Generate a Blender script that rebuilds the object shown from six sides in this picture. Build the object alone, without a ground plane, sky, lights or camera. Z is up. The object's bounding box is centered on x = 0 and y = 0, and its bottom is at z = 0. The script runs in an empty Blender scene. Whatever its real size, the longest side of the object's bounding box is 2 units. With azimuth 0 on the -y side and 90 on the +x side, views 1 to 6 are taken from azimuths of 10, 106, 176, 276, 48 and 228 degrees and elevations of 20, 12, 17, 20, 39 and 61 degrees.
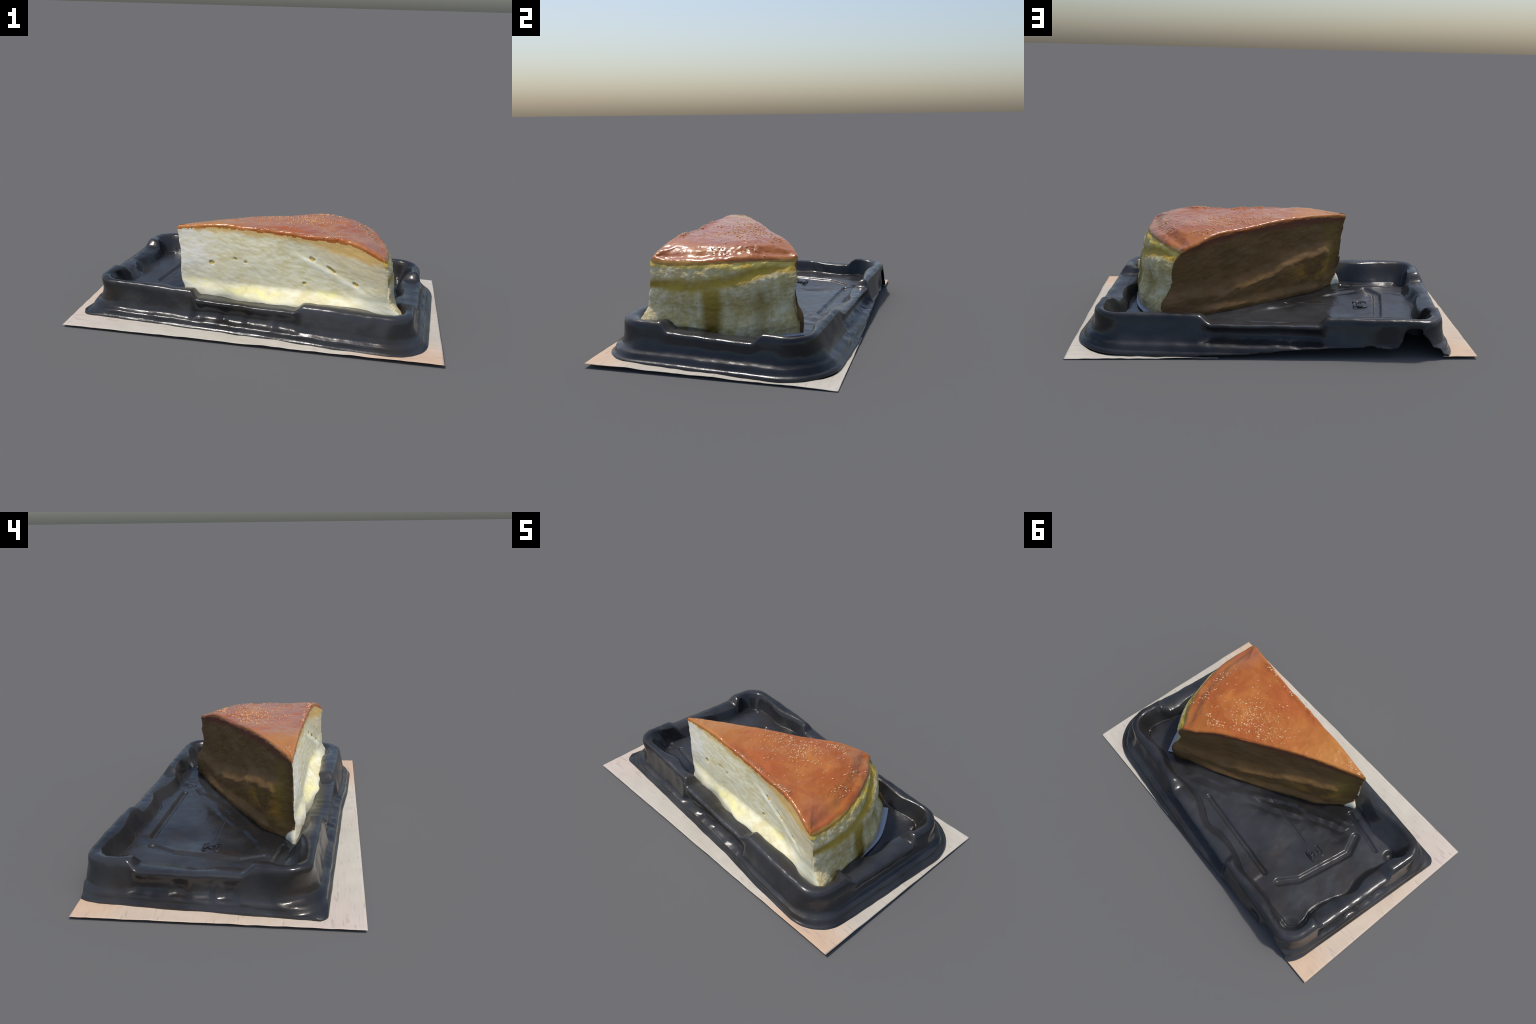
import bpy, bmesh, math
import numpy as np
from mathutils import noise as mnoise, Vector

rng = np.random.default_rng(7)
ROT = math.radians(-4.0)              # the tray lies a little askew on the board
CR, SR = math.cos(ROT), math.sin(ROT)

def to_world(x, y):
    return CR * x - SR * y, SR * x + CR * y

def to_local(x, y):
    return CR * x + SR * y, -SR * x + CR * y

def smooth(a, b, x):
    t = np.clip((np.asarray(x, float) - a) / (b - a), 0, 1)
    return t * t * (3 - 2 * t)

def nz(p, scale, seed=0.0):
    """Perlin noise for an (n,3) array of points, about -1..1"""
    return np.array([mnoise.noise(Vector((q[0] * scale + seed, q[1] * scale - seed, q[2] * scale + 2 * seed)))
                     for q in p])

def ctrl(q, pts):
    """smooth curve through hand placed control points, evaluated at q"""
    pts = sorted(pts)
    xs = np.array([p[0] for p in pts]); ys = np.array([p[1] for p in pts])
    m = np.gradient(ys, xs)
    q = np.clip(q, xs[0], xs[-1])
    i = np.clip(np.searchsorted(xs, q) - 1, 0, len(xs) - 2)
    h = xs[i + 1] - xs[i]; t = (q - xs[i]) / h
    return ((1 + 2 * t) * (1 - t) ** 2 * ys[i] + t * (1 - t) ** 2 * h * m[i]
            + t * t * (3 - 2 * t) * ys[i + 1] + t * t * (t - 1) * h * m[i + 1])

# ------------------------------------------------------------------ node helpers
class Mat:
    def __init__(self, name, rough=0.5, spec=0.5, coat=0.0):
        self.m = bpy.data.materials.new(name); self.m.use_nodes = True
        self.nt = self.m.node_tree; self.nt.nodes.clear()
        self.out = self.nt.nodes.new('ShaderNodeOutputMaterial')
        self.b = self.nt.nodes.new('ShaderNodeBsdfPrincipled')
        self.nt.links.new(self.b.outputs[0], self.out.inputs[0])
        self.b.inputs['Roughness'].default_value = rough
        self.b.inputs['Specular IOR Level'].default_value = spec
        self.b.inputs['Coat Weight'].default_value = coat
        self.b.inputs['Coat Roughness'].default_value = 0.06
        tc = self.nt.nodes.new('ShaderNodeTexCoord'); self.obj = tc.outputs['Object']
    def put(self, sock, v):
        if isinstance(v, (int, float)): sock.default_value = v
        elif isinstance(v, tuple): sock.default_value = v if len(v) != 3 or sock.type == 'VECTOR' else (*v, 1)
        else: self.nt.links.new(v, sock)
    def mapping(self, scale=(1, 1, 1), rot=(0, 0, 0), loc=(0, 0, 0)):
        n = self.nt.nodes.new('ShaderNodeMapping'); self.put(n.inputs[0], self.obj)
        n.inputs['Scale'].default_value = scale; n.inputs['Rotation'].default_value = rot
        n.inputs['Location'].default_value = loc
        return n.outputs[0]
    def noise(self, scale, detail=3, rough=0.5, vec=None, dist=0.0):
        n = self.nt.nodes.new('ShaderNodeTexNoise'); self.put(n.inputs['Vector'], vec or self.obj)
        n.inputs['Scale'].default_value = scale; n.inputs['Detail'].default_value = detail
        n.inputs['Roughness'].default_value = rough; n.inputs['Distortion'].default_value = dist
        return n.outputs['Fac']
    def voronoi(self, scale, vec=None):
        n = self.nt.nodes.new('ShaderNodeTexVoronoi'); self.put(n.inputs['Vector'], vec or self.obj)
        n.inputs['Scale'].default_value = scale
        return n.outputs['Distance']
    def axis(self, i):
        n = self.nt.nodes.new('ShaderNodeSeparateXYZ'); self.put(n.inputs[0], self.obj)
        return n.outputs[i]
    def math(self, op, a, b=0.0, clamp=False):
        n = self.nt.nodes.new('ShaderNodeMath'); n.operation = op; n.use_clamp = clamp
        self.put(n.inputs[0], a); self.put(n.inputs[1], b)
        return n.outputs[0]
    def step(self, v, a, b, lo=0.0, hi=1.0):
        n = self.nt.nodes.new('ShaderNodeMapRange'); n.interpolation_type = 'SMOOTHSTEP'
        self.put(n.inputs[0], v)
        for k, x in enumerate((a, b, lo, hi)): n.inputs[k + 1].default_value = x
        if a > b:                      # falling ramp
            n.inputs[1].default_value, n.inputs[2].default_value = b, a
            n.inputs[3].default_value, n.inputs[4].default_value = hi, lo
        return n.outputs[0]
    def blob(self, c, r):
        """soft round patch, 1 at its centre c, 0 at the radii r"""
        mp = self.mapping(scale=tuple(1 / k for k in r), loc=tuple(-a / k for a, k in zip(c, r)))
        n = self.nt.nodes.new('ShaderNodeVectorMath'); n.operation = 'LENGTH'; self.put(n.inputs[0], mp)
        return self.step(n.outputs['Value'], 1.0, 0.25)
    def mix(self, f, a, b):
        n = self.nt.nodes.new('ShaderNodeMix'); n.data_type = 'RGBA'
        self.put(n.inputs['Factor'], f); self.put(n.inputs[6], a); self.put(n.inputs[7], b)
        return n.outputs[2]
    def bump(self, h, strength, dist=0.01):
        n = self.nt.nodes.new('ShaderNodeBump'); n.inputs['Strength'].default_value = strength
        n.inputs['Distance'].default_value = dist; self.put(n.inputs['Height'], h)
        self.put(self.b.inputs['Normal'], n.outputs[0])
    def colour(self, c):
        self.put(self.b.inputs['Base Color'], c)

# ------------------------------------------------------------------ materials
def mat_plastic():
    M = Mat('black_plastic', rough=0.25, spec=0.45)
    f = M.step(M.noise(3.2, 3), 0.34, 0.62)
    c = M.mix(f, (0.015, 0.015, 0.016), (0.038, 0.039, 0.043))  # blue-grey sky sheen and, below, brownish cake shadow mottled into the plastic colour
    warm = M.step(M.noise(5.0, 2, vec=M.mapping(loc=(3, 1, 2))), 0.5, 0.72)
    c = M.mix(M.math('MULTIPLY', warm, 0.7), c, (0.032, 0.026, 0.020))
    M.colour(c)
    M.put(M.b.inputs['Roughness'], M.step(M.noise(6, 2), 0.3, 0.7, 0.14, 0.30))
    M.bump(M.noise(28, 3), 0.15, 0.01)
    return M.m

def mat_board():
    M = Mat('pale_beech', rough=0.6, spec=0.3)
    base = M.mix(M.step(M.noise(2.2, 3), 0.35, 0.65), (0.52, 0.465, 0.38), (0.60, 0.558, 0.475))
    peach = M.math('MAXIMUM', M.blob((0.85, -0.62, 0), (0.45, 0.34, 1)), M.blob((-0.85, 0.62, 0), (0.5, 0.4, 1)))
    peach = M.math('MAXIMUM', peach, M.math('MULTIPLY', M.blob((-1.0, 0.1, 0), (0.3, 0.8, 1)), 0.5))
    base = M.mix(M.math('MULTIPLY', peach, 0.85), base, (0.62, 0.41, 0.26))
    grey = M.blob((-0.35, -0.6, 0), (0.6, 0.3, 1))
    base = M.mix(M.math('MULTIPLY', grey, 0.6), base, (0.54, 0.51, 0.43))
    pink = M.blob((-0.95, -0.5, 0), (0.3, 0.3, 1))
    base = M.mix(M.math('MULTIPLY', pink, 0.5), base, (0.58, 0.47, 0.41))
    vec = M.mapping(scale=(7, 46, 1), rot=(0, 0, math.radians(-6)))
    dash = M.step(M.noise(1.5, 2, vec=vec), 0.60, 0.70)
    base = M.mix(M.math('MULTIPLY', dash, 0.6), base, (0.40, 0.30, 0.27))
    fine = M.step(M.noise(2.0, 4, vec=M.mapping(scale=(4, 90, 1), rot=(0, 0, math.radians(-6)))), 0.35, 0.7)
    base = M.mix(M.math('MULTIPLY', fine, 0.2), base, (0.70, 0.64, 0.56))
    M.colour(base)
    M.bump(M.noise(2.0, 3, vec=vec), 0.12, 0.004)
    return M.m

def mat_glaze():
    M = Mat('caramel_glaze', rough=0.22, spec=0.4, coat=0.35)
    c = M.mix(M.step(M.noise(3.4, 5, 0.6, dist=1.2), 0.36, 0.64), (0.38, 0.098, 0.017), (0.48, 0.168, 0.033))
    c = M.mix(M.math('MULTIPLY', M.blob((0.17, -0.23, 0.53), (0.2, 0.1, 0.1)), 0.65), c, (0.40, 0.090, 0.016))       # darker pool
    c = M.mix(M.math('MULTIPLY', M.blob((-0.3, -0.22, 0.52), (0.32, 0.16, 0.1)), 0.7), c, (0.50, 0.205, 0.038))
    c = M.mix(M.math('MULTIPLY', M.blob((0.58, -0.28, 0.48), (0.14, 0.13, 0.1)), 0.5), c, (0.45, 0.155, 0.075))
    # over the outer rim the glaze thins to gold
    r = M.nt.nodes.new('ShaderNodeVectorMath'); r.operation = 'LENGTH'
    M.put(r.inputs[0], M.mapping(scale=(1, 1, 0), loc=(0.458, 0.272, 0)))
    low = M.math('ADD', M.step(M.axis(2), 0.468, 0.440), M.math('MULTIPLY', M.math('SUBTRACT', M.noise(16, 3), 0.5), 0.9))
    edge = M.math('MULTIPLY', M.step(r.outputs['Value'], 1.04, 1.10), M.step(low, 0.35, 0.8))
    c = M.mix(edge, c, (0.50, 0.27, 0.045))
    M.colour(c)
    h = M.math('ADD', M.noise(9, 3), M.math('MULTIPLY', M.noise(42, 2), 0.25))
    M.bump(h, 0.35, 0.02)
    return M.m

def mat_sponge():
    M = Mat('cream_sponge', rough=0.75, spec=0.25)
    M.b.inputs['Subsurface Weight'].default_value = 0.08
    M.b.inputs['Subsurface Radius'].default_value = (0.03, 0.02, 0.01)
    tilt = M.mapping(scale=(18, 18, 42), rot=(0, math.radians(-26), 0))
    grain = M.noise(1.0, 4, 0.6, vec=tilt)
    c = M.mix(M.step(grain, 0.35, 0.65), (0.72, 0.65, 0.38), (0.85, 0.82, 0.60))
    big = M.step(M.noise(5, 3), 0.42, 0.66)
    c = M.mix(M.math('MULTIPLY', big, 0.35), c, (0.84, 0.82, 0.66))
    white = M.math('MAXIMUM', M.blob((-0.42, -0.29, 0.41), (0.26, 0.3, 0.2)),
                   M.math('MULTIPLY', M.blob((-0.4, -0.29, 0.25), (0.12, 0.3, 0.3)), 0.5))
    white = M.math('MULTIPLY', white, M.step(M.math('ADD', grain, M.noise(9, 2)), 0.8, 1.15, 0.45, 1.0))
    c = M.mix(M.math('MULTIPLY', white, 0.8), c, (0.87, 0.85, 0.81))
    # torn pale seam running down to the right
    s = M.math('ADD', M.math('MULTIPLY', M.axis(0), 0.42), M.axis(2))
    s = M.math('ADD', s, M.math('MULTIPLY', M.math('SUBTRACT', M.noise(7, 2), 0.5), 0.05))
    seam = M.math('MULTIPLY', M.step(M.math('ABSOLUTE', M.math('SUBTRACT', s, 0.512)), 0.024, 0.004),
                  M.math('MULTIPLY', M.step(M.axis(0), 0.15, 0.25), M.step(M.axis(0), 0.62, 0.5)))
    c = M.mix(M.math('MULTIPLY', seam, 0.3), c, (0.86, 0.90, 0.86))
    tan = M.math('MULTIPLY', M.step(s, 0.53, 0.60), M.step(M.axis(0), 0.12, 0.4))
    c = M.mix(M.math('MULTIPLY', tan, 0.6), c, (0.60, 0.50, 0.31))
    # caramel soaked in just under the glaze
    gl = M.math('SUBTRACT', M.axis(2), M.step(M.axis(0), 0.1, 0.72, 0.492, 0.405))
    gl = M.math('ADD', gl, M.math('MULTIPLY', M.math('SUBTRACT', M.noise(22, 3), 0.5), 0.05))
    c = M.mix(M.math('MULTIPLY', M.step(gl, -0.005, 0.03), 0.85), c, (0.66, 0.42, 0.13))
    # custard yellow and pale cream along the foot
    yel = M.math('MAXIMUM', M.blob((-0.02, -0.34, 0.185), (0.24, 0.2, 0.05)), M.blob((-0.3, -0.32, 0.215), (0.14, 0.2, 0.03)))
    yel = M.math('MAXIMUM', yel, M.blob((0.38, -0.36, 0.225), (0.1, 0.2, 0.03)))
    yel = M.math('MULTIPLY', yel, M.step(M.noise(17, 3), 0.35, 0.6))
    c = M.mix(M.math('MULTIPLY', yel, 0.8), c, (0.93, 0.86, 0.36))
    foot = M.math('ADD', M.step(M.axis(0), -0.4, 0.75, 0.180, 0.172), M.math('MULTIPLY', M.math('SUBTRACT', M.noise(8, 2), 0.5), 0.06))
    foot = M.step(M.math('SUBTRACT', M.axis(2), foot), 0.01, -0.02)
    c = M.mix(M.math('MULTIPLY', foot, 0.55), c, (0.78, 0.76, 0.62))
    c = M.mix(M.math('MULTIPLY', M.blob((0.66, -0.42, 0.2), (0.16, 0.2, 0.10)), 0.7), c, (0.50, 0.51, 0.42))
    M.colour(c)
    h = M.math('ADD', M.noise(1.0, 5, 0.65, vec=M.mapping(scale=(30, 30, 60), rot=(0, math.radians(-26), 0))),
               M.math('MULTIPLY', grain, 0.8))
    M.bump(h, 0.16, 0.008)
    return M.m

def mat_rind():
    M = Mat('golden_sponge_rind', rough=0.6, spec=0.35)
    y, z = M.axis(1), M.axis(2)
    wob = M.math('MULTIPLY', M.math('SUBTRACT', M.noise(7, 3), 0.5), 0.05)
    zz = M.math('ADD', z, wob)
    crumb = M.noise(30, 4, 0.65)
    streak = M.noise(1.0, 3, 0.6, vec=M.mapping(scale=(26, 26, 9)))
    cream = M.mix(M.step(M.math('ADD', crumb, streak), 0.85, 1.15), (0.64, 0.52, 0.25), (0.82, 0.72, 0.46))
    gold = M.mix(M.step(M.noise(12, 3), 0.35, 0.65), (0.44, 0.28, 0.028), (0.56, 0.39, 0.055))
    lightgold = M.mix(M.step(M.noise(14, 3), 0.4, 0.65), (0.74, 0.50, 0.075), (0.84, 0.66, 0.19))
    # height of the caramel band climbs towards the back corner
    lo = M.step(y, -0.2, 0.33, 0.318, 0.398)
    hi = M.step(y, -0.15, 0.2, 0.338, 0.418)
    band = M.math('MULTIPLY', M.step(M.math('SUBTRACT', zz, lo), -0.014, 0.010), M.step(M.math('SUBTRACT', zz, hi), 0.05, -0.01))
    top = M.step(M.math('SUBTRACT', zz, 0.422), -0.012, 0.010)
    c = M.mix(M.step(M.noise(6, 2), 0.4, 0.62, 0.0, 0.45), cream, gold)
    c = M.mix(band, c, gold)
    c = M.mix(top, c, lightgold)
    drip = M.math('MULTIPLY', M.step(M.math('ABSOLUTE', M.math('ADD', M.math('ADD', y, 0.066), wob)), 0.068, 0.022), M.step(zz, 0.35, 0.31))
    c = M.mix(drip, c, M.mix(M.step(z, 0.12, 0.3), (0.22, 0.13, 0.015), (0.42, 0.29, 0.04)))
    drip2 = M.math('MULTIPLY', M.step(M.math('ABSOLUTE', M.math('SUBTRACT', M.math('ADD', y, wob), 0.16)), 0.05, 0.0), M.step(zz, 0.36, 0.3))
    c = M.mix(M.math('MULTIPLY', drip2, 0.6), c, (0.33, 0.23, 0.06))
    M.colour(c)
    M.bump(M.math('ADD', crumb, streak), 0.6, 0.014)
    return M.m

def mat_painted_shade():
    M = Mat('shade_painted_sponge', rough=0.7, spec=0.25)
    c = M.mix(M.step(M.noise(6, 4), 0.35, 0.66), (0.160, 0.088, 0.031), (0.205, 0.116, 0.042))  # cream sponge darkened to brown: the shadow on the back cut, in the colour
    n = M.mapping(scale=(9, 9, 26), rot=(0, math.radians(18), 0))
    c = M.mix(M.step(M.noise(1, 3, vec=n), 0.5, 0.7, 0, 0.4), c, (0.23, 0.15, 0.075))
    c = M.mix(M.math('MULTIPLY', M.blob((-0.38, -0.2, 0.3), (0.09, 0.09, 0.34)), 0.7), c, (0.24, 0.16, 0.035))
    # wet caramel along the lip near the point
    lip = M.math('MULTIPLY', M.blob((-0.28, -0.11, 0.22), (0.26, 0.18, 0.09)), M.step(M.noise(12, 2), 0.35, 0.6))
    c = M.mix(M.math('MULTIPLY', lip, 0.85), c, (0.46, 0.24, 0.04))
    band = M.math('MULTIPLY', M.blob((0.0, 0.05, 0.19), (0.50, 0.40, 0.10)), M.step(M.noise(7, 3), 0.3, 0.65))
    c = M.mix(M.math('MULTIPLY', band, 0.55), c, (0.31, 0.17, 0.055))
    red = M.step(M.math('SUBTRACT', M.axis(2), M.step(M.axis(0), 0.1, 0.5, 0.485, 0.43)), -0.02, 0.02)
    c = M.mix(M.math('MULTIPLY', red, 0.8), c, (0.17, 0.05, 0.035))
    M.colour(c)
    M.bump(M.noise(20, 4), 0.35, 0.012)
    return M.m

def mat_simple(name, col, rough, spec=0.5, var=0.15, sc=20):
    M = Mat(name, rough=rough, spec=spec)
    dark = tuple(k * (1 - var) for k in col)
    M.colour(M.mix(M.step(M.noise(sc, 2), 0.35, 0.65), dark, col))
    return M.m

# ------------------------------------------------------------------ mesh helpers
def new_obj(name, verts, faces, mat, parent=None, normals=None, smooth_shade=True):
    me = bpy.data.meshes.new(name)
    me.from_pydata([tuple(v) for v in verts], [], faces)
    me.update()
    if smooth_shade:
        me.polygons.foreach_set('use_smooth', [True] * len(me.polygons))
    if normals is not None:
        me.normals_split_custom_set_from_vertices([tuple(n) for n in normals])
    me.materials.append(mat)
    ob = bpy.data.objects.new(name, me)
    bpy.context.collection.objects.link(ob)
    if parent: ob.parent = parent
    return ob

def empty(name, label, category, loc=(0, 0, 0)):
    e = bpy.data.objects.new(name, None); e['label'] = label; e['category'] = category
    bpy.context.collection.objects.link(e)
    return e

def ring_faces(nrings, n, base=0):
    F = []
    for k in range(nrings - 1):
        a, b = base + k * n, base + (k + 1) * n
        for i in range(n):
            j = (i + 1) % n
            F.append((a + i, a + j, b + j, b + i))
    return F

# ================================================================== TRAY
NS = (260, 160, 260, 160)      # samples on front, right, back, left
NC = 36                        # samples in each corner

def ring_xy(x0, x1, y0, y1, rad):
    """rounded rectangle, counter clockwise from the front left corner; rad = (FL, FR, BR, BL)"""
    rFL, rFR, rBR, rBL = rad
    P, side, q = [], [], []
    def line(a, b, n, s):
        t = np.arange(n) / n
        P.append(np.stack([a[0] + (b[0] - a[0]) * t, a[1] + (b[1] - a[1]) * t], 1)); side.append(np.full(n, s))
    def arc(c, r, a0):
        t = np.arange(NC) / NC * math.pi / 2 + a0
        P.append(np.stack([c[0] + r * np.cos(t), c[1] + r * np.sin(t)], 1)); side.append(np.full(NC, -1))
    line((x0 + rFL, y0), (x1 - rFR, y0), NS[0], 0); arc((x1 - rFR, y0 + rFR), rFR, -math.pi / 2)
    line((x1, y0 + rFR), (x1, y1 - rBR), NS[1], 1); arc((x1 - rBR, y1 - rBR), rBR, 0)
    line((x1 - rBR, y1), (x0 + rBL, y1), NS[2], 2); arc((x0 + rBL, y1 - rBL), rBL, math.pi / 2)
    line((x0, y1 - rBL), (x0, y0 + rFL), NS[3], 3); arc((x0 + rFL, y0 + rFL), rFL, math.pi)
    return np.concatenate(P), np.concatenate(side)

# inner edge of the rim and edge of the floor, measured inwards along each side
RIM_IN = {
    0: [(-.78, -.392), (-.62, -.392), (-.525, -.364), (-.38, -.394), (-.3, -.372), (-.2, -.362), (-.02, -.385), (.15, -.362), (.28, -.372), (.45, -.372), (.6, -.36), (.76, -.395)],
    1: [(-.36, .818), (-.24, .80), (-.18, .765), (-.06, .762), (.04, .80), (.1, .802), (.2, .778), (.26, .787), (.3, .822), (.42, .812)],
    2: [(-.74, .49), (-.65, .475), (-.56, .466), (-.44, .48), (-.31, .49), (-.25, .466), (-.12, .475), (0, .495), (.1, .47), (.18, .449), (.27, .454), (.34, .468), (.45, .47), (.61, .46), (.75, .485)],
    3: [(-.34, -.808), (-.25, -.805), (-.146, -.802), (-.05, -.807), (.038, -.827), (.1, -.803), (.2, -.789), (.28, -.79), (.34, -.812), (.44, -.81)]}
FLOOR = {
    0: [(-.76, -.292), (-.65, -.291), (-.55, -.299), (-.43, -.316), (-.3, -.31), (-.15, -.30), (0, -.33), (.15, -.30), (.4, -.32), (.7, -.33)],
    1: [(-.3, .765), (-.2, .735), (-.06, .725), (.05, .755), (.1, .752), (.17, .742), (.3, .758), (.42, .769)],
    2: [(-.74, .455), (-.62, .445), (-.55, .43), (-.47, .433), (-.36, .455), (-.25, .43), (-.07, .431), (.005, .455), (.09, .428), (.18, .408), (.29, .42), (.375, .448), (.45, .444), (.54, .423), (.7, .44)],
    3: [(-.3, -.782), (-.27, -.785), (-.18, -.772), (-.11, -.755), (-.02, -.763), (.07, -.788), (.14, -.769), (.24, -.751), (.29, -.752), (.36, -.775), (.41, -.772)]}
# where each side drops to its low middle section (two ramps per side)
LOWZONE = {0: ((-.312, -.268), (.252, .312)), 1: ((-.228, -.170), (.244, .292)),
           2: ((-.302, -.252), (.268, .338)), 3: ((-.205, -.148), (.282, .335))}

def low_mask(P, side):
    m = np.zeros(len(P))
    for s in range(4):
        k = side == s; q = P[k, 0] if s in (0, 2) else P[k, 1]
        (a, b), (c, d) = LOWZONE[s]
        m[k] = smooth(a, b, q) * (1 - smooth(c, d, q))
    return m

def snap(P, side, table):
    """move a ring onto the measured edge of each side"""
    P = P.copy()
    for s in range(4):
        k = np.where(side == s)[0]; a = 0 if s in (0, 2) else 1
        q = P[k, a]; v = ctrl(q, table[s]); base = P[k[0], 1 - a]
        n = len(k); f = smooth(0, 0.1, np.arange(n) / n) * (1 - smooth(0.9, 1.0, np.arange(n) / n))
        P[k, 1 - a] = base + (v - base) * f
    return P

def tray_tilt(x, y):
    return -0.005 * x / 0.88 - 0.0085 * (y - 0.04) / 0.49

def seg_dist(x, y, a, b):
    ax, ay = a; bx, by = b
    dx, dy = bx - ax, by - ay
    t = np.clip(((x - ax) * dx + (y - ay) * dy) / (dx * dx + dy * dy), 0, 1)
    return np.hypot(x - ax - t * dx, y - ay - t * dy)

def floor_relief(x, y):
    """pressed ribs, grooves and dents of the tray floor, in tray coordinates"""
    z = np.zeros_like(x)
    for sgn in (-1,):
        pts = [(-.553, -.198), (-.611, -.098), (-.578, .225), (-.522, .332)]
        d = np.min([seg_dist(x, y, pts[i], pts[i + 1]) for i in range(3)], axis=0)
        z -= 0.011 * (1 - smooth(0.010, 0.028, d))
    d = seg_dist(x, y, (.15, .362), (-.43, .362)); z -= 0.011 * (1 - smooth(0.006, 0.019, d))
    d = seg_dist(x, y, (-.42, -.262), (-.69, -.232)); z -= 0.010 * (1 - smooth(0.005, 0.014, d))
    z -= 0.014 * np.exp(-(((x + .42) / .10) ** 2 + ((y - .19) / .10) ** 2))
    z += 0.006 * smooth(-.50, -.62, x)
    z += 0.004 * smooth(.362, .376, y) * smooth(-.45, -.42, x) * (1 - smooth(.15, .2, x))
    return z

def build_tray(root, mat):
    R = []      # rings: (P, z)
    X0, X1, Y0, Y1 = -.882, .880, -.450, .532
    def add(d, rad, z, low_d=None, low_z=None, table=None, asym=None):
        """d: outward offset of the ring (number or per side front,right,back,left)"""
        dd = d if isinstance(d, tuple) else (d,) * 4
        P, side = ring_xy(X0 - dd[3], X1 + dd[1], Y0 - dd[0], Y1 + dd[2], rad)
        m = low_mask(P, side)
        if table: P = snap(P, side, table)
        if low_d is not None:
            ld = low_d if isinstance(low_d, tuple) else (low_d,) * 4
            for s, (ax, sg) in enumerate(((1, -1), (0, 1), (1, 1), (0, -1))):
                k = side == s
                P[k, ax] += sg * (ld[s] - dd[s]) * m[k]
        zz = z + ((low_z if low_z is not None else z) - z) * m
        R.append((P, np.full(len(P), 0.0) + zz, m, side))
    f = (.058, .078, .086, .042)
    add(f, (.045, .20, .26, .18), .010)
    add(tuple(k - .002 for k in f), (.045, .20, .26, .18), .019)
    add((.048, .064, .068, .036), (.12, .195, .255, .18), .023)
    add((.044, .054, .064, .032), (.14, .19, .25, .18), .027)
    add((.042, .050, .058, .029), (.15, .19, .245, .18), .040)
    add((.040, .045, .050, .027), (.17, .19, .24, .175), .048)
    add((.036, .040, .042, .024), (.175, .19, .23, .17), .053, low_d=(.030, .040, .036, .018), low_z=.053)
    add((.023, .024, .030, .014), (.185, .19, .225, .165), .058, low_d=(.012, .024, .010, .002), low_z=.058)
    add((.017, .016, .024, .009), (.185, .185, .215, .16), .068, low_d=(-.002, .014, -.010, -.003), low_z=.068)
    add((.010, .004, .010, .002), (.18, .17, .195, .15), .095, low_d=(-.012, .002, -.026, -.012), low_z=.092)
    add((.002, -.003, -.002, -.004), (.16, .145, .165, .14), .125, low_d=(-.008, .002, -.020, -.007), low_z=.118)
    add((-.006, -.006, -.010, -.008), (.12, .13, .15, .12), .155, low_d=(.003, .004, -.003, -.001), low_z=.134)
    add((-.012, -.012, -.015, -.012), (.11, .12, .14, .11), .175, low_d=(.005, .003, .001, .002), low_z=.143)
    add((-.018, -.018, -.020, -.016), (.105, .115, .13, .105), .184, low_d=(.0, -.003, -.004, -.003), low_z=.150)
    add((-.030, -.030, -.031, -.030), (.095, .105, .115, .095), .191, low_d=(-.026, -.03, -.02, -.025), low_z=.151)
    add((-.050, -.050, -.046, -.052), (.085, .095, .105, .09), .187, low_z=.150, table=RIM_IN)
    # second copy of the inner edge, a touch lower, keeps the edge crisp
    P, z, m, side = R[-1]
    def between(t, dz):
        A = R[i_in][0]; B = floorP
        R.append((A + (B - A) * t, dz, m, side))
    i_in = len(R) - 1
    Pf, sd = ring_xy(X0 + .105, X1 - .115, Y0 + .14, Y1 - .095, (.05, .06, .06, .06))
    floorP = snap(Pf, sd, FLOOR)
    hi = z
    for t, u in ((.12, .93), (.35, .66), (.6, .36), (.82, .12), (.94, .03)):
        R.append((P + (floorP - P) * t, 0.090 + (hi - 0.090) * u, m, side))
    R.append((floorP, np.full(len(P), .090), m, side))
    n = len(P)
    # floor: shrink towards the middle line
    c = np.array([0.0, 0.06])
    NF = 80
    for k in range(1, NF + 1):
        t = (k / NF) ** 0.9
        core = np.stack([np.clip(floorP[:, 0], -.42, .42) * 0.98, np.full(n, c[1])], 1)
        Q = floorP + (core - floorP) * t
        R.append((Q, np.full(n, .090), m * 0, side))
    wall = len(R) - NF
    V = []
    for k, (Q, z, mm, sd_) in enumerate(R):
        x, y = Q[:, 0].copy(), Q[:, 1].copy()
        zz = z.copy()
        if k >= 4:
            zz += tray_tilt(x, y) * smooth(7, 12, k) * (1.0 if k < wall - 1 else 0.0)
        if k >= wall - 1:
            zz += floor_relief(x, y)
        V.append(np.stack([x, y, zz], 1))
    V = np.concatenate(V)
    nring = len(R)
    # the long sides are not quite parallel: front bows out to the right, back to the left
    w = 1 - smooth(wall - 9, wall - 6, np.repeat(np.arange(nring), n))
    V[:, 1] -= .013 * smooth(.2, .5, V[:, 0]) * smooth(-.25, -.35, V[:, 1]) * w
    V[:, 1] += .014 * smooth(-.1, -.5, V[:, 0]) * smooth(.35, .45, V[:, 1]) * w * smooth(7, 10, np.repeat(np.arange(nring), n))
    kr = np.repeat(np.arange(nring), n)
    V[:, 1] -= .026 * np.exp(-((V[:, 0] + .60) / .055) ** 2) * smooth(.45, .5, V[:, 1]) * (1 - smooth(8, 11, kr))      # hanging flap beside the tear
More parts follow.
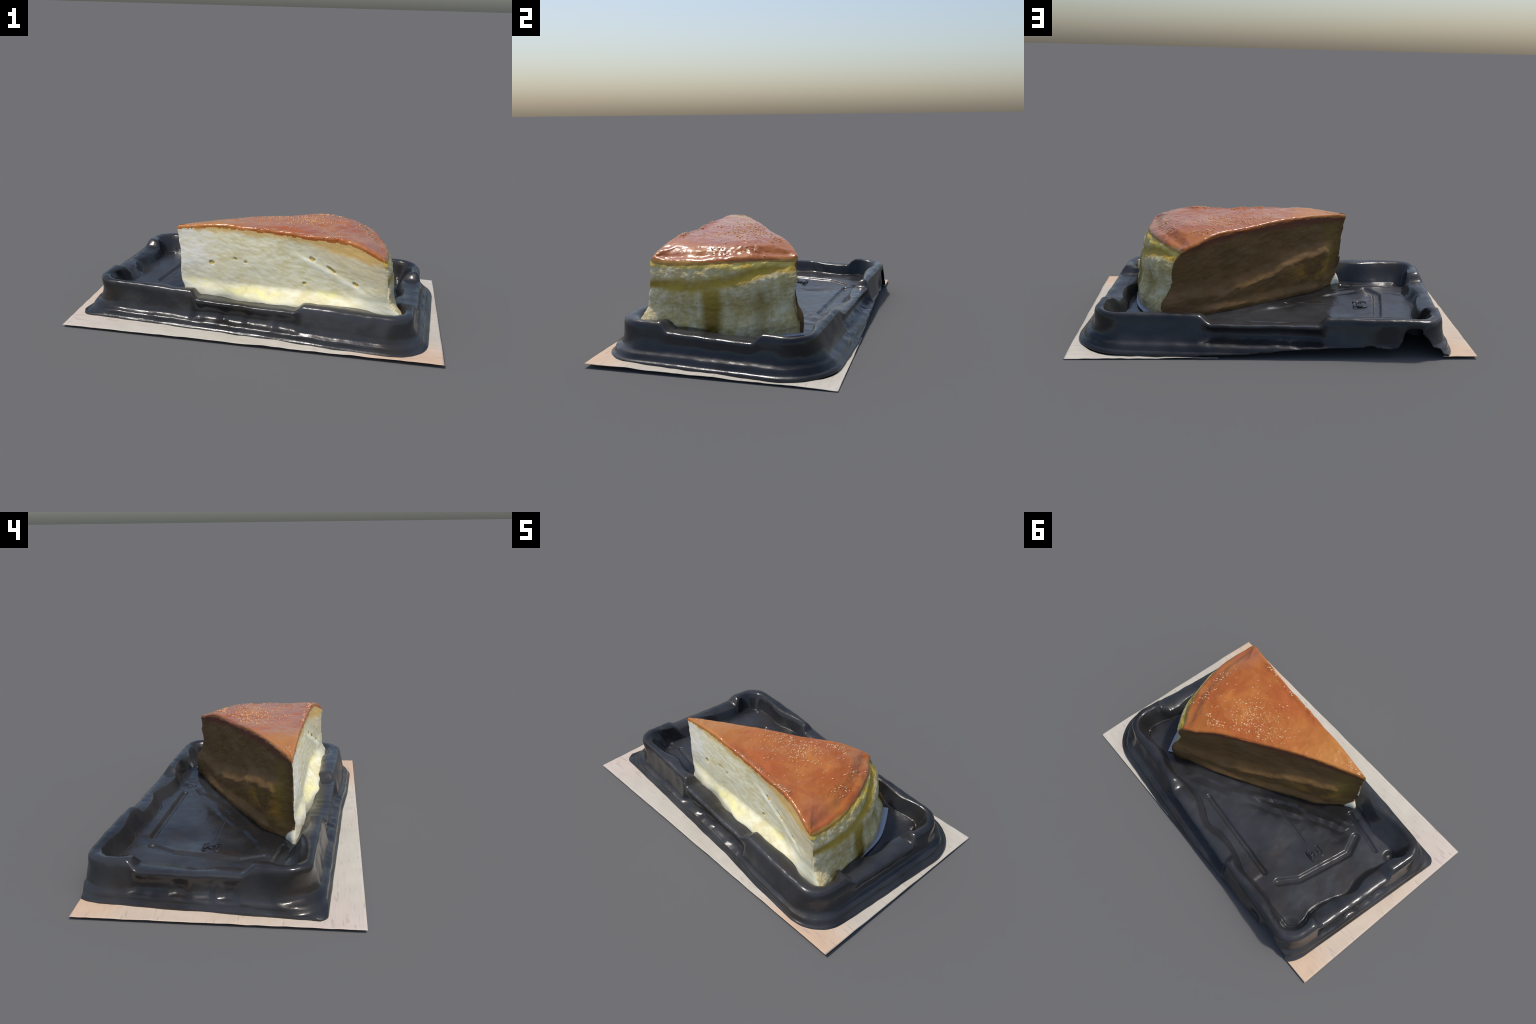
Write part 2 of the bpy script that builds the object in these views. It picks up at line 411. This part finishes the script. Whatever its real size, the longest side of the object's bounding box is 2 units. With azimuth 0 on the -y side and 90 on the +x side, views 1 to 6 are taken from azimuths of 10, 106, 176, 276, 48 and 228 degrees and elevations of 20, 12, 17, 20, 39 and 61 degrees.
    V[:, 1] += .009 * smooth(-.25, -.4, V[:, 0]) * smooth(-.3, -.4, V[:, 1]) * smooth(5, 7, kr) * (1 - smooth(10, 13, kr))
    # corner pockets
    for (px, py, r, dep) in ((-.772, .445, .075, .016), (-.765, -.28, .045, .022), (.775, .435, .07, .012), (.76, -.34, .07, .012)):
        d = np.hypot(V[:, 0] - px, V[:, 1] - py)
        V[:, 2] -= dep * (1 - smooth(.3 * r, r, d)) * (V[:, 2] < .12)
    # scalloped lower wall in the low sections
    kk = np.repeat(np.arange(nring), n); mall = np.concatenate([r[2] for r in R]); sall = np.concatenate([r[3] for r in R])
    for s, (ax, sg) in enumerate(((1, -1), (0, 1), (1, 1), (0, -1))):
        sel = (sall == s) & (kk >= 6) & (kk <= 9)
        q = V[sel, 1 - ax]
        V[sel, ax] += sg * (0.006 * np.interp(q, np.linspace(-1, 1, 60), rng.normal(0, 1, 60))) * mall[sel] * (1.0 if s != 1 else 0.25)
    # folded creases in the plastic (left side)
    # hand-made irregularity
    amp = np.where(kk < 3, .001, np.where(kk < wall, .0032, .0022))
    V[:, 0] += amp * nz(V, 13, 3.1); V[:, 1] += amp * nz(V, 13, 8.7)
    lump = nz(V, 7, 21.3) * 0.7 + nz(V, 24, 5.5) * 0.4
    V[:, 2] += np.where(kk < 3, .0012, np.where(kk < wall, .0058, .0022)) * lump
    # dents in the floor beside the cake
    xw, yw = to_world(V[:, 0], V[:, 1])
    band = np.exp(-((yw - (0.62 * xw + 0.135)) / .06) ** 2) * (xw > -.5) * (xw < .4) * (kk >= wall)
    along = V @ np.array([.85, .53, 0]); across = V @ np.array([-.53, .85, 0])
    V[:, 2] += 0.012 * band * nz(np.stack([along * 6, across * 26, along * 0], 1), 1, 40.0)
    V[:, 2] += 0.005 * band * nz(V, 18, 44.0)
    # little dimple on the front left flange tab
    d = np.hypot(V[:, 0] + .917, V[:, 1] + .462)
    V[:, 2] += 0.010 * np.exp(-(d / .012) ** 2)
    V[:, 0], V[:, 1] = to_world(V[:, 0], V[:, 1])
    F = ring_faces(nring, n)
    # the plastic is torn open under the back left corner
    cen = np.array([V[list(fc)].mean(0) for fc in F])
    h1 = ((cen[:, 0] + .675) / .062) ** 2 + ((cen[:, 2] - .120) / .040) ** 2
    h2 = ((cen[:, 0] + .690) / .050) ** 2 + ((cen[:, 2] - .072) / .06) ** 2
    wobble = 0.35 * nz(cen, 22, 2.0)
    torn = (np.minimum(h1, h2) + wobble < 1) & (cen[:, 1] > .535) & (cen[:, 2] < .165) & (cen[:, 0] < -.625 + .018 * wobble)
    F = [fc for fc, k in zip(F, torn) if not k]
    me = bpy.data.meshes.new('tray_shell'); me.from_pydata([tuple(v) for v in V], [], F); me.update()
    bm = bmesh.new(); bm.from_mesh(me)
    bmesh.ops.bisect_plane(bm, geom=bm.verts[:] + bm.edges[:] + bm.faces[:], dist=1e-5,
                           plane_co=(0, .5935, 0), plane_no=(0, 1, 0), clear_outer=True)
    for it in range(12):          # soften the torn edge
        bv = [v for v in bm.verts if v.is_boundary and v.co.y > .53 and -.80 < v.co.x < -.58 and .05 < v.co.z < .17 and v.co.y < .5925]
        new = {}
        for v in bv:
            nb = [e.other_vert(v).co for e in v.link_edges if e.is_boundary]
            if len(nb) == 2: new[v] = v.co * .4 + (nb[0] + nb[1]) * .3
        for v, c in new.items(): v.co = c
    lim = [v for v in bm.verts if not v.link_faces]
    bmesh.ops.delete(bm, geom=lim, context='VERTS')
    bmesh.ops.recalc_face_normals(bm, faces=bm.faces[:])
    up = sum(fc.normal.z * fc.calc_area() for fc in bm.faces)
    if up < 0: bmesh.ops.reverse_faces(bm, faces=bm.faces[:])
    for fc in bm.faces: fc.smooth = True
    bm.to_mesh(me); bm.free()
    me.materials.append(mat)
    ob = bpy.data.objects.new('tray_shell', me); bpy.context.collection.objects.link(ob); ob.parent = root
    so = ob.modifiers.new('thickness', 'SOLIDIFY'); so.thickness = 0.004; so.offset = -1
    return ob

def build_mark(root, mat):
    """pressed recycling mark on the floor: a rounded frame of two brackets round three letters"""
    parts = []
    def bracket(x, d):
        cu = bpy.data.curves.new('mark_bracket', 'CURVE'); cu.dimensions = '3D'
        cu.bevel_depth = .0032; cu.bevel_resolution = 2; cu.resolution_u = 6
        sp = cu.splines.new('POLY')
        pts = [(x - d * .02, .036), (x - d * .006, .036), (x, .028), (x, -.028), (x - d * .006, -.036), (x - d * .02, -.036)]
        sp.points.add(len(pts) - 1)
        for p, q in zip(sp.points, pts): p.co = (q[0], q[1], 0, 1)
        o = bpy.data.objects.new('mark_bracket', cu); bpy.context.collection.objects.link(o); return o
    parts.append((bracket(.040, 1), 0)); parts.append((bracket(-.040, -1), 0))
    t = bpy.data.curves.new('mark_letters', 'FONT'); t.body = 'PET'; t.size = .042; t.extrude = .002
    t.bevel_depth = .0012; t.align_x = 'CENTER'; t.align_y = 'CENTER'
    to = bpy.data.objects.new('mark_letters', t); bpy.context.collection.objects.link(to); parts.append((to, 0))
    wx, wy = to_world(-.500, .058)
    bpy.context.view_layer.update()
    dg = bpy.context.evaluated_depsgraph_get()
    for o, _ in parts:
        me = bpy.data.meshes.new_from_object(o.evaluated_get(dg))
        nm = o.name.split('.')[0]
        bpy.data.objects.remove(o)
        me.name = nm; me.materials.clear(); me.materials.append(mat)
        ob = bpy.data.objects.new(nm, me); bpy.context.collection.objects.link(ob)
        ob.location = (wx, wy, .0925); ob.rotation_euler = (0, 0, math.radians(-90 - 4))
        ob.parent = root

# ================================================================== WOODEN BOARD (thin sheet of the table top)
def board_z(x, y):
    u = (x + 1) / 2; v = (y + .595) / 1.19
    z = (1 - u) * (1 - v) * .012 + u * (1 - v) * .018 + u * v * .003 + (1 - u) * v * .011
    return z

def build_board(mat):
    root = empty('wooden_board', 'thin pale beech board with a rough edge under the tray', 'wooden board')
    # outline of the opening under the tray, a little inside the flange
    Pin, side = ring_xy(-.882 - .020, .880 + .045, -.450 - .035, .532 + .075, (.10, .18, .18, .18))
    xi, yi = to_world(Pin[:, 0], Pin[:, 1])
    n = len(xi)
    inner = np.stack([xi, yi], 1)
    # rectangle outline points in the direction of each inner point
    outer = np.zeros((n, 2))
    corner = {}
    for k in range(n):
        dx, dy = xi[k], yi[k]
        s = min(.9995 / abs(dx) if dx else 9, .595 / abs(dy) if dy else 9)
        outer[k] = dx * s, dy * s
    for cx, cy in ((-.9995, -.595), (.9995, -.595), (.9995, .595), (-.9995, .595)):
        k = np.argmin(np.hypot(outer[:, 0] - cx, outer[:, 1] - cy)); outer[k] = cx, cy
    NR = 14
    V = []; ok = (np.abs(xi) < .9995) & (np.abs(yi) < .590)
    for k in range(NR):
        t = k / (NR - 1)
        V.append(inner + (outer - inner) * t)
    V = np.concatenate(V)
    z = board_z(V[:, 0], V[:, 1])
    p3 = np.stack([V[:, 0], V[:, 1], z], 1)
    z = z + .0035 * nz(p3, 9, 1.7) + .0018 * nz(p3, 24, 4.1)
    V = np.stack([V[:, 0], V[:, 1], np.maximum(z, .0012)], 1)
    F = [f for f in ring_faces(NR, n) if all(ok[i % n] for i in f)]
    used = sorted({i for f in F for i in f}); remap = {i: j for j, i in enumerate(used)}
    F = [tuple(remap[i] for i in reversed(f)) for f in F]
    V = V[used]
    me = bpy.data.meshes.new('board_sheet'); me.from_pydata([tuple(v) for v in V], [], F); me.update()
    bm = bmesh.new(); bm.from_mesh(me)
    bmesh.ops.recalc_face_normals(bm, faces=bm.faces[:])
    if sum(f.normal.z * f.calc_area() for f in bm.faces) < 0: bmesh.ops.reverse_faces(bm, faces=bm.faces[:])
    for f in bm.faces: f.smooth = True
    bm.to_mesh(me); bm.free()
    me.materials.append(mat)
    ob = bpy.data.objects.new('board_sheet', me); bpy.context.collection.objects.link(ob); ob.parent = root
    so = ob.modifiers.new('thickness', 'SOLIDIFY'); so.thickness = .0012; so.offset = -1
    return root

# ================================================================== CAKE
TIP = np.array([-.456, -.272])
TOPZ = [(-.456, -.272, .515), (-.40, -.272, .522), (-.33, -.275, .531), (-.256, -.279, .541), (-.177, -.288, .546), (-.046, -.297, .543),
        (.136, -.309, .540), (.296, -.32, .530), (.42, -.335, .530), (.50, -.345, .524), (.567, -.36, .511), (.63, -.38, .478),
        (-.38, -.232, .523), (-.301, -.187, .530), (-.207, -.130, .532), (-.077, -.05, .533), (.056, .03, .523), (.21, .125, .519),
        (.264, .16, .512), (.328, .20, .506), (.394, .24, .488), (.455, .29, .458), (.33, .156, .516), (.503, .118, .503), (.579, -.007, .497),
        (.655, -.1, .472), (.615, .07, .472), (.550, .195, .470), (.668, -.25, .466), (.60, -.25, .500), (.10, -.12, .535), (-.10, -.17, .541),
        (.25, -.1, .530), (.48, -.18, .517), (.28, .05, .522)]

def rbf_fit(pts, width=.26):
    A = np.array(pts); X = A[:, :2]; b = A[:, 2] - .51
    D = np.hypot(X[:, None, 0] - X[None, :, 0], X[:, None, 1] - X[None, :, 1])
    w = np.linalg.solve(np.exp(-(D / width) ** 2) + 0.02 * np.eye(len(b)), b)
    return X, w, width

TOPFIT = rbf_fit(TOPZ)
def top_height(x, y):
    X, w, wd = TOPFIT
    D2 = (np.asarray(x)[..., None] - X[:, 0]) ** 2 + (np.asarray(y)[..., None] - X[:, 1]) ** 2
    return .513 + (np.exp(-D2 / wd ** 2) * w).sum(-1)

# footprints at three levels, control points in plan:  front cut, outer arc, back cut
LEVELS = {
    'top': ([(-.456, -.274), (-.33, -.281), (-.167, -.290), (.036, -.305), (.132, -.311), (.27, -.320), (.41, -.334), (.53, -.356), (.670, -.394)],
            [(.672, -.394), (.686, -.259), (.660, -.093), (.604, .064), (.531, .202), (.464, .306)],
            [(.464, .306), (.390, .266), (.268, .172), (.118, .074), (-.097, -.065), (-.278, -.171), (-.385, -.228), (-.456, -.270)]),
    'mid': ([(-.432, -.283), (-.35, -.294), (-.253, -.302), (-.06, -.313), (.12, -.320), (.298, -.327), (.42, -.345), (.532, -.364), (.708, -.396)],
            [(.708, -.396), (.724, -.255), (.712, -.09), (.674, .066), (.597, .207), (.508, .305)],
            [(.508, .305), (.437, .262), (.306, .180), (.145, .080), (-.077, -.060), (-.258, -.168), (-.36, -.226), (-.432, -.276)]),
    'low': ([(-.405, -.290), (-.34, -.310), (-.267, -.324), (-.058, -.349), (.10, -.380), (.288, -.396), (.464, -.410), (.60, -.417), (.745, -.416)],
            [(.745, -.416), (.770, -.335), (.765, -.25), (.748, -.14), (.732, -.04), (.688, .135), (.622, .245), (.556, .342)],
            [(.556, .342), (.46, .284), (.338, .198), (.138, .070), (-.072, -.063), (-.242, -.168), (-.34, -.222), (-.405, -.280)])}
NF_, NA_, NB_ = 300, 200, 270

def resample(pts, n):
    pts = np.array(pts); d = np.r_[0, np.cumsum(np.hypot(*np.diff(pts, axis=0).T))]
    t = np.arange(n) / n * d[-1]
    x = ctrl(t, list(zip(d, pts[:, 0]))); y = ctrl(t, list(zip(d, pts[:, 1])))
    return np.stack([x, y], 1)

def contour(level):
    f, a, b = LEVELS[level]
    return np.concatenate([resample(f, NF_), resample(a, NA_), resample(b, NB_)])

# air pockets in the front cut: x, z, half width, half height, tilt
POCKETS = [(-.249, .332, .016, .009, -.15), (-.118, .367, .013, .006, -.4), (-.059, .354, .010, .005, -.2),
           (.298, .409, .017, .009, -.35), (.401, .365, .030, .007, -.55), (.531, .303, .018, .008, -.4), (.263, .269, .011, .007, 0)]

def build_cake():
    root = empty('cheesecake_slice', 'wedge of cream sponge cake with a glossy caramel top', 'cake slice')
    T, Mi, Lo = contour('top'), contour('mid'), contour('low')
    n = len(T)
    seg = np.r_[np.zeros(NF_), np.ones(NA_), np.full(NB_, 2)]
    # param along each side 0..1
    q = np.r_[np.arange(NF_) / NF_, np.arange(NA_) / NA_, np.arange(NB_) / NB_]
    # rounded vertical corners: how sharply the top edge rolls over
    idx = np.arange(n)
    isarc = (seg == 1).astype(float)
    ker = np.hanning(41); ker /= ker.sum()
    arcw = np.convolve(np.r_[isarc[-20:], isarc, isarc[:20]], ker, 'valid')
    roll = .012 + .018 * arcw
    def smooth_ring(P, w=5):
        k = np.hanning(w + 2)[1:-1]; k /= k.sum(); h = w // 2
        return np.stack([np.convolve(np.r_[P[-h:, i], P[:, i], P[:h, i]], k, 'valid') for i in (0, 1)], 1)
    def round_corners(P, w):
        """soften the two rim corners, keep the point of the wedge sharp"""
        S = smooth_ring(P, w); k = np.exp(-((np.minimum(np.abs(idx - NF_), np.abs(idx - NF_ - NA_))) / 22.0) ** 2)[:, None]
        return P * (1 - k) + S * k
    T, Mi, Lo = (smooth_ring(round_corners(P, 27), 7) for P in (T, Mi, Lo))
    zt = top_height(T[:, 0], T[:, 1]) - arcw * .004
    zedge = zt - roll
    zl0 = np.where(seg == 0, .150 + .035 * smooth(.0, .0001, 1 - q) * 0, .10)
    NW = 84
    rings = []
    cen = np.array([.22, -.06])
    def normal2(P):
        t = np.roll(P, -1, 0) - np.roll(P, 1, 0)
        t /= np.linalg.norm(t, axis=1)[:, None] + 1e-9
        return np.stack([t[:, 1], -t[:, 0]], 1)          # outward for a ccw contour
    z0 = .090
    for k in range(NW):
        t = k / (NW - 1)
        z = z0 + (zedge - z0) * t
        # plan at this height: low below .155, mid at .32, top at the edge
        a = smooth(.150, .320, z)[:, None]
        fl = np.where(seg == 0, smooth(.155, .235, z), np.where(seg == 1, smooth(.135, .25, z), a[:, 0]))[:, None]      # the front foot flares late
        P = Lo + (Mi - Lo) * fl
        b = smooth(.34, .0, 0) * 0
        bt = np.clip((z - .33) / np.maximum(zedge - .33, .01), 0, 1)
        bt = (bt ** np.where(seg == 1, 2.2, 1.4))[:, None]
        P = P + (T - Mi) * bt
        N = normal2(P)
        off = np.zeros(n)
        # overhanging lip along the back cut, high at the point and low at the rim
        s = 1 - q                                     # 0 at the point, 1 at the rim (for the back side)
        sb = np.where(seg == 2, s, 0)
        zl = .315 - .135 * smooth(.10, .75, sb) + .006 * np.sin(sb * 23) + .004 * np.sin(sb * 51)
        amp = .044 * smooth(.055, .14, sb) * (1 - .5 * smooth(.55, .9, sb)) * (seg == 2) * (1 - .3 * smooth(.94, 1, sb))
        dz = z - zl
        prof = np.where(dz > 0, np.exp(-(dz / .042) ** 2), np.clip(1 + dz / np.maximum(zl - .08, .02) * .40, 0, 1))
        off += amp * prof
        off += (seg == 2) * .008 * np.exp(-((z - zl + .045) / .05) ** 2) * smooth(.22, .35, sb) * (1 - smooth(.7, .9, sb))
        off += (seg == 2) * .026 * (1 - smooth(.105, .150, z)) * smooth(.10, .2, sb) * (1 - smooth(.75, .95, sb))
        # right back corner keeps the lip a little way round the arc
        # caramel drip and bands standing proud on the arc
        ya = P[:, 1]
        drip = np.exp(-((ya + .066) / .035) ** 2) * (1 - smooth(.30, .34, z)) * smooth(.12, .2, z)
        bandz = .31 + .09 * smooth(-.2, .33, ya)
        off += isarc * (.006 * drip - .016 * np.exp(-((z - bandz - .028) / .022) ** 2) + .009 * np.exp(-((z - bandz + .05) / .05) ** 2) + .008 * 1.3 * np.exp(-((z - .445 - .007 * np.sin(ya * 17)) / .024) ** 2))
        # ragged cream at the foot of the front cut
        off += (seg == 0) * (1 - smooth(.15, .22, z)) * (.006 * np.sin(q * 17 + 1) + .004 * np.sin(q * 41 + 2)) * smooth(0, .06, q) * (1 - smooth(.93, 1, q))
        rings.append(np.column_stack([P + N * off[:, None], z])); lastoff = off
    # corner flap of cream dragged out over the tray at the front rim corner
    # roll over the top edge
    NT = smooth_ring(normal2(T), 31)
    for a in np.linspace(0, math.pi / 2, 9)[1:]:
        P = T - NT * (roll * (1 - math.cos(a)))[:, None] + NT * (lastoff * math.cos(a))[:, None]
        rings.append(np.column_stack([P, zedge + roll * math.sin(a)]))
    edgeP = rings[-1][:, :2]; edgeZ = rings[-1][:, 2]
    NCAP = 66
    zin = top_height(edgeP[:, 0], edgeP[:, 1]) - edgeZ
    for k in range(1, NCAP + 1):
        t = k / NCAP
        # shrink towards a core line so the quads stay even
        axis = np.array([.75, .22]); axis /= np.linalg.norm(axis)
        core = cen + (.27 * np.tanh(((edgeP - cen) @ axis) / .45) - .04)[:, None] * axis
        P = edgeP + (core - edgeP) * t
        z = top_height(P[:, 0], P[:, 1]) - zin * (1 - smooth(0, .25, t))
        rings.append(np.column_stack([P, z]))
    nr = len(rings)
    V = np.concatenate(rings)
    kk = np.repeat(np.arange(nr), n); sg = np.tile(seg, nr); qq = np.tile(q, nr)
    nW = NW + 8
    # vertex normals of the smooth form
    F = ring_faces(nr, n)
    Fa = np.array(F)
    def vnormals(V):
        a = V[Fa[:, 2]] - V[Fa[:, 0]]; b = V[Fa[:, 3]] - V[Fa[:, 1]]
        fn = np.cross(a, b); N = np.zeros_like(V)
        for i in range(4): np.add.at(N, Fa[:, i], fn)
        return N / (np.linalg.norm(N, axis=1)[:, None] + 1e-12)
    N = vnormals(V)
    if N[-n:, 2].mean() < 0:
        F = [tuple(reversed(f)) for f in F]; Fa = np.array(F); N = vnormals(V)
    arcv = np.tile(arcw, nr)
    side = (kk < NW)
    # texture you can feel: crumb on the cuts and rind, ripples in the glaze
    tilt = np.stack([V[:, 0] + .45 * V[:, 2], V[:, 1], 2.2 * V[:, 2] + .5 * V[:, 0]], 1)
    rough = nz(tilt, 16, 11.0) * .55 + nz(tilt, 38, 4.0) * .45
    damp = np.where(side, np.where(sg == 1, .0060, np.where(sg == 0, .0022, .0050)), .0)
    d = damp * rough
    low = nz(V, 6, 14.0)
    d += np.where(side, .006, .004) * low * np.where(kk >= NW, 1, smooth(0, 12, NW - kk))
    capw = smooth(NW - 4, NW + 6, kk)
    d += capw * (.0032 * nz(V, 19, 33.0) + .0012 * nz(V, 48, 9.0))
    # beaded glaze along the front cut edge and the pooled hollow behind it
    fx, fy = V[:, 0], V[:, 1]
    fdist = fy - np.interp(fx, [p[0] for p in LEVELS['top'][0]], [p[1] for p in LEVELS['top'][0]])
    bead = np.exp(-((fdist - .010) / .012) ** 2) * smooth(-.2, 0, fx) * (1 - smooth(.5, .6, fx)) * capw
    d += bead * (.003 + .005 * nz(V, 15, 77.0) + .003 * nz(V, 34, 71.0))
    d += capw * .007 * np.exp(-((fx - .42) / .035) ** 2 - ((fdist - .016) / .018) ** 2)
    d -= capw * .007 * np.exp(-((fx - .17) / .09) ** 2 - ((fdist - .045) / .03) ** 2)
    # ripples where the glaze runs over the outer rim
    rr = np.hypot(fx - TIP[0], fy - TIP[1])
    d += capw * .0035 * nz(np.stack([rr * 30, fy * 9, fx * 0], 1), 1, 5.0) * smooth(.96, 1.03, rr) * (1 - smooth(1.10, 1.14, rr))
    # puckers shaped for the white highlights behind rim, by back corner, at point
    for (cx, cy, rx, ry, am) in ((.53, .09, .05, .09, .0042), (.58, -.06, .04, .07, .0042), (.345, .165, .07, .04, .0042), (-.36, -.24, .06, .03, .003), (.2, -.05, .2, .12, .0016)):
        d += capw * am * np.exp(-((fx - cx) / rx) ** 2 - ((fy - cy) / ry) ** 2) * nz(V, 46, 51.0 + cx)
    # torn seam in the front cut
    sline = .42 * V[:, 0] + V[:, 2] - .512 + .012 * nz(V, 7, 2.2)
    seamw = (sg == 0) * side * smooth(.12, .25, fx) * (1 - smooth(.55, .66, fx))
    d += seamw * .6 * (.003 * np.exp(-((sline + .012) / .016) ** 2) - .005 * smooth(-.004, .012, sline) * (1 - smooth(.02, .10, sline)))
    # air pockets
    pocket = np.zeros(len(V))
    for (px, pz, w, h, tl) in POCKETS:
        u = V[:, 0] - px; v = V[:, 2] - pz
        a = (u * math.cos(tl) + v * math.sin(tl)) / w; b = (-u * math.sin(tl) + v * math.cos(tl)) / h
        e = np.abs(a) ** 2.6 + np.abs(b) ** 2.6
        pocket = np.maximum(pocket, (1 - smooth(.55, 1.25, e)) * (sg == 0) * side)
    d -= .005 * pocket
    Nd = np.where((kk > NW + 12)[:, None], np.array([0, 0, 1.0]), N)
    V = V + Nd * d[:, None]
    # ragged point: the cut corner is crumbly
    tipd = np.hypot(V[:, 0] - np.interp(V[:, 2], [.1, .3, .47], [-.405, -.432, -.445]), V[:, 1] + .278)
    tw = np.exp(-(tipd / .035) ** 2) * side * (1 - smooth(.46, .50, V[:, 2]))
    V[:, 0] += tw * (.005 * nz(V, 18, 61.0) + .002 * nz(V, 45, 62.0))
    V[:, 1] += tw * .003 * nz(V, 22, 63.0)
    foot = np.exp(-(tipd / .06) ** 2) * side * (1 - smooth(.10, .19, V[:, 2]))
    V[:, 0] -= .026 * foot; V[:, 1] += .004 * foot
    # cream flap at the front rim corner, lying over the tray corner
    fl = np.exp(-(((V[:, 0] - .735) / .05) ** 2 + ((V[:, 1] + .40) / .075) ** 2)) * (1 - smooth(.165, .26, V[:, 2])) * side
    V[:, 0] += .040 * fl; V[:, 1] -= .004 * fl
    Nn = vnormals(V)
    # ---- regions
    fc = V[Fa].mean(1); fk = kk[Fa].min(1); fs = sg[Fa].max(1)
    fs = np.where((sg[Fa] == 2).any(1) & (sg[Fa] == 0).any(1), 2, fs)
    wob = nz(fc, 26, 6.0) * .5 + nz(fc, 60, 3.0) * .3
    topz = np.tile(zt, nr)[Fa].mean(1)
    arcf = arcv[Fa].mean(1)
    thick = .020 + .004 * arcf + wob * (.005 + .012 * arcf) + .007 * np.sin(fc[:, 1] * 19 + .8) * arcf
    thick += .012 * np.clip((fc[:, 0] - .5) / .2, 0, 1) * (1 - arcf)
    glaze = (fk >= NW - 1) | (fc[:, 2] > topz - thick)
    pk = pocket[Fa].mean(1) > .45
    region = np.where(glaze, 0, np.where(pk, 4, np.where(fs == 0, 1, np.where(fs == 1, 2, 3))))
    nearp = (fs == 2) & (np.hypot(fc[:, 0] - np.interp(fc[:, 2], [.1, .3, .47], [-.42, -.432, -.45]), fc[:, 1] + .276)
                         < .006 + .05 * (1 - smooth(.10, .17, fc[:, 2])))
    region = np.where(nearp & (region == 3), 1, region)
    # irregular boundary between the shade-painted side and the pale front at the point
    names = {0: ('glaze', mat_glaze()), 1: ('sponge', mat_sponge()), 2: ('rind', mat_rind()), 3: ('shade_painted_side', mat_painted_shade()),
             4: ('air_pocket', mat_simple('air_pocket_gold', (.66, .50, .16), .7, .3, .25, 40))}
    objs = {}
    for r, (nm, mt) in names.items():
        sel = Fa[region == r]
        used, inv = np.unique(sel, return_inverse=True)
        ob = new_obj(nm, V[used], [tuple(f) for f in inv.reshape(-1, 4).tolist()], mt, root, Nn[used])
        objs[nm] = ob
    objs['air_pocket'].parent = objs['sponge']; objs['air_pocket']['kind'] = 'stuff'
    # bottom
    # ---- pale specks modelled for the small glints on the glaze
    speck = bmesh.new(); bmesh.ops.create_icosphere(speck, subdivisions=1, radius=1.0)
    bv = np.array([v.co[:] for v in speck.verts]); bf = [tuple(v.index for v in f.verts) for f in speck.faces]; speck.free()
    BV, BF = [], []; cnt = 0
    # highlight positions: broad scatter, behind the rim, back corner, point, cut edge
    spots = [(170, .215, -.045, .115, .085, .0044), (150, .20, .0, .09, .05, .0040), (40, .34, .155, .035, .018, .0050), (20, .53, .085, .018, .05, .0044),
             (20, .58, -.06, .014, .05, .0048), (26, .40, -.318, .035, .008, .0050), (24, .12, -.297, .11, .004, .0042), (12, -.37, -.245, .03, .008, .0040)]
    todo = [sp[1:] for sp in spots for _ in range(sp[0])]
    for (bx, by, sx, sy, rmax) in todo:
        x = rng.normal(bx, sx); y = rng.normal(by, sy)
        if y > -.265 + .60 * (x + .45) - .03 or x > .62 or x < -.42: continue
        i = np.argmin((V[:, 0] - x) ** 2 + (V[:, 1] - y) ** 2 + np.where(kk >= NW + 4, 0, 9))
        r = rng.uniform(.0018, rmax)
        st = rng.uniform(1.0, 2.2)
        s = bv * np.array([r * st, r, r * .7]); an = rng.normal(.9, .3)
        s = np.column_stack([s[:, 0] * math.cos(an) - s[:, 1] * math.sin(an), s[:, 0] * math.sin(an) + s[:, 1] * math.cos(an), s[:, 2]])
        b0 = len(BV) * len(bv)
        BV.append(s + V[i] + np.array([0, 0, r * .15])); BF += [tuple(a + b0 for a in f) for f in bf]
    bo = new_obj('glaze_glint_speck', np.concatenate(BV), BF, mat_simple('painted_glint', (.78, .44, .22), .18, .5, .25, 60), objs['glaze'])
    bo['kind'] = 'stuff'
    # ---- pale card under the rim end of the slice
    A = resample(LEVELS['low'][1], 80)
    t = np.arange(80) / 80
    A = np.concatenate([A, [LEVELS['low'][1][-1]]]); t = np.r_[t, 1]
    tn = np.gradient(A, axis=0); tn /= np.linalg.norm(tn, axis=1)[:, None]
    no = np.stack([tn[:, 1], -tn[:, 0]], 1)
    out = A + no * (.004 + .028 * smooth(.35, .95, t))[:, None]
    inn = A - no * .05
    m = len(A); cv = []
    for zz in (.096, .1005):
        for Q in (inn, out): cv.append(np.column_stack([Q, np.full(m, zz)]))
    cv = np.concatenate(cv); cf = []
    for i in range(m - 1):
        a, b, c, e = i, m + i, 2 * m + i, 3 * m + i
        cf += [(a, a + 1, b + 1, b), (c, e, e + 1, c + 1), (b, b + 1, e + 1, e), (a, c, c + 1, a + 1)]
    cf += [(0, m, 3 * m, 2 * m), (m - 1, 3 * m - 1, 4 * m - 1, 2 * m - 1)]
    new_obj('cake_card', cv, cf, mat_simple('pale_card', (.42, .47, .58), .4, .5, .1, 8), root, smooth_shade=False)  # card colour cooled to blue, sky reflection tinted in
    return root

# ================================================================== ASSEMBLE
plastic = mat_plastic()
tray = empty('plastic_tray', 'shallow glossy black plastic food tray with notched rim', 'food tray')
build_tray(tray, plastic)
build_mark(tray, plastic)
build_board(mat_board())
build_cake()
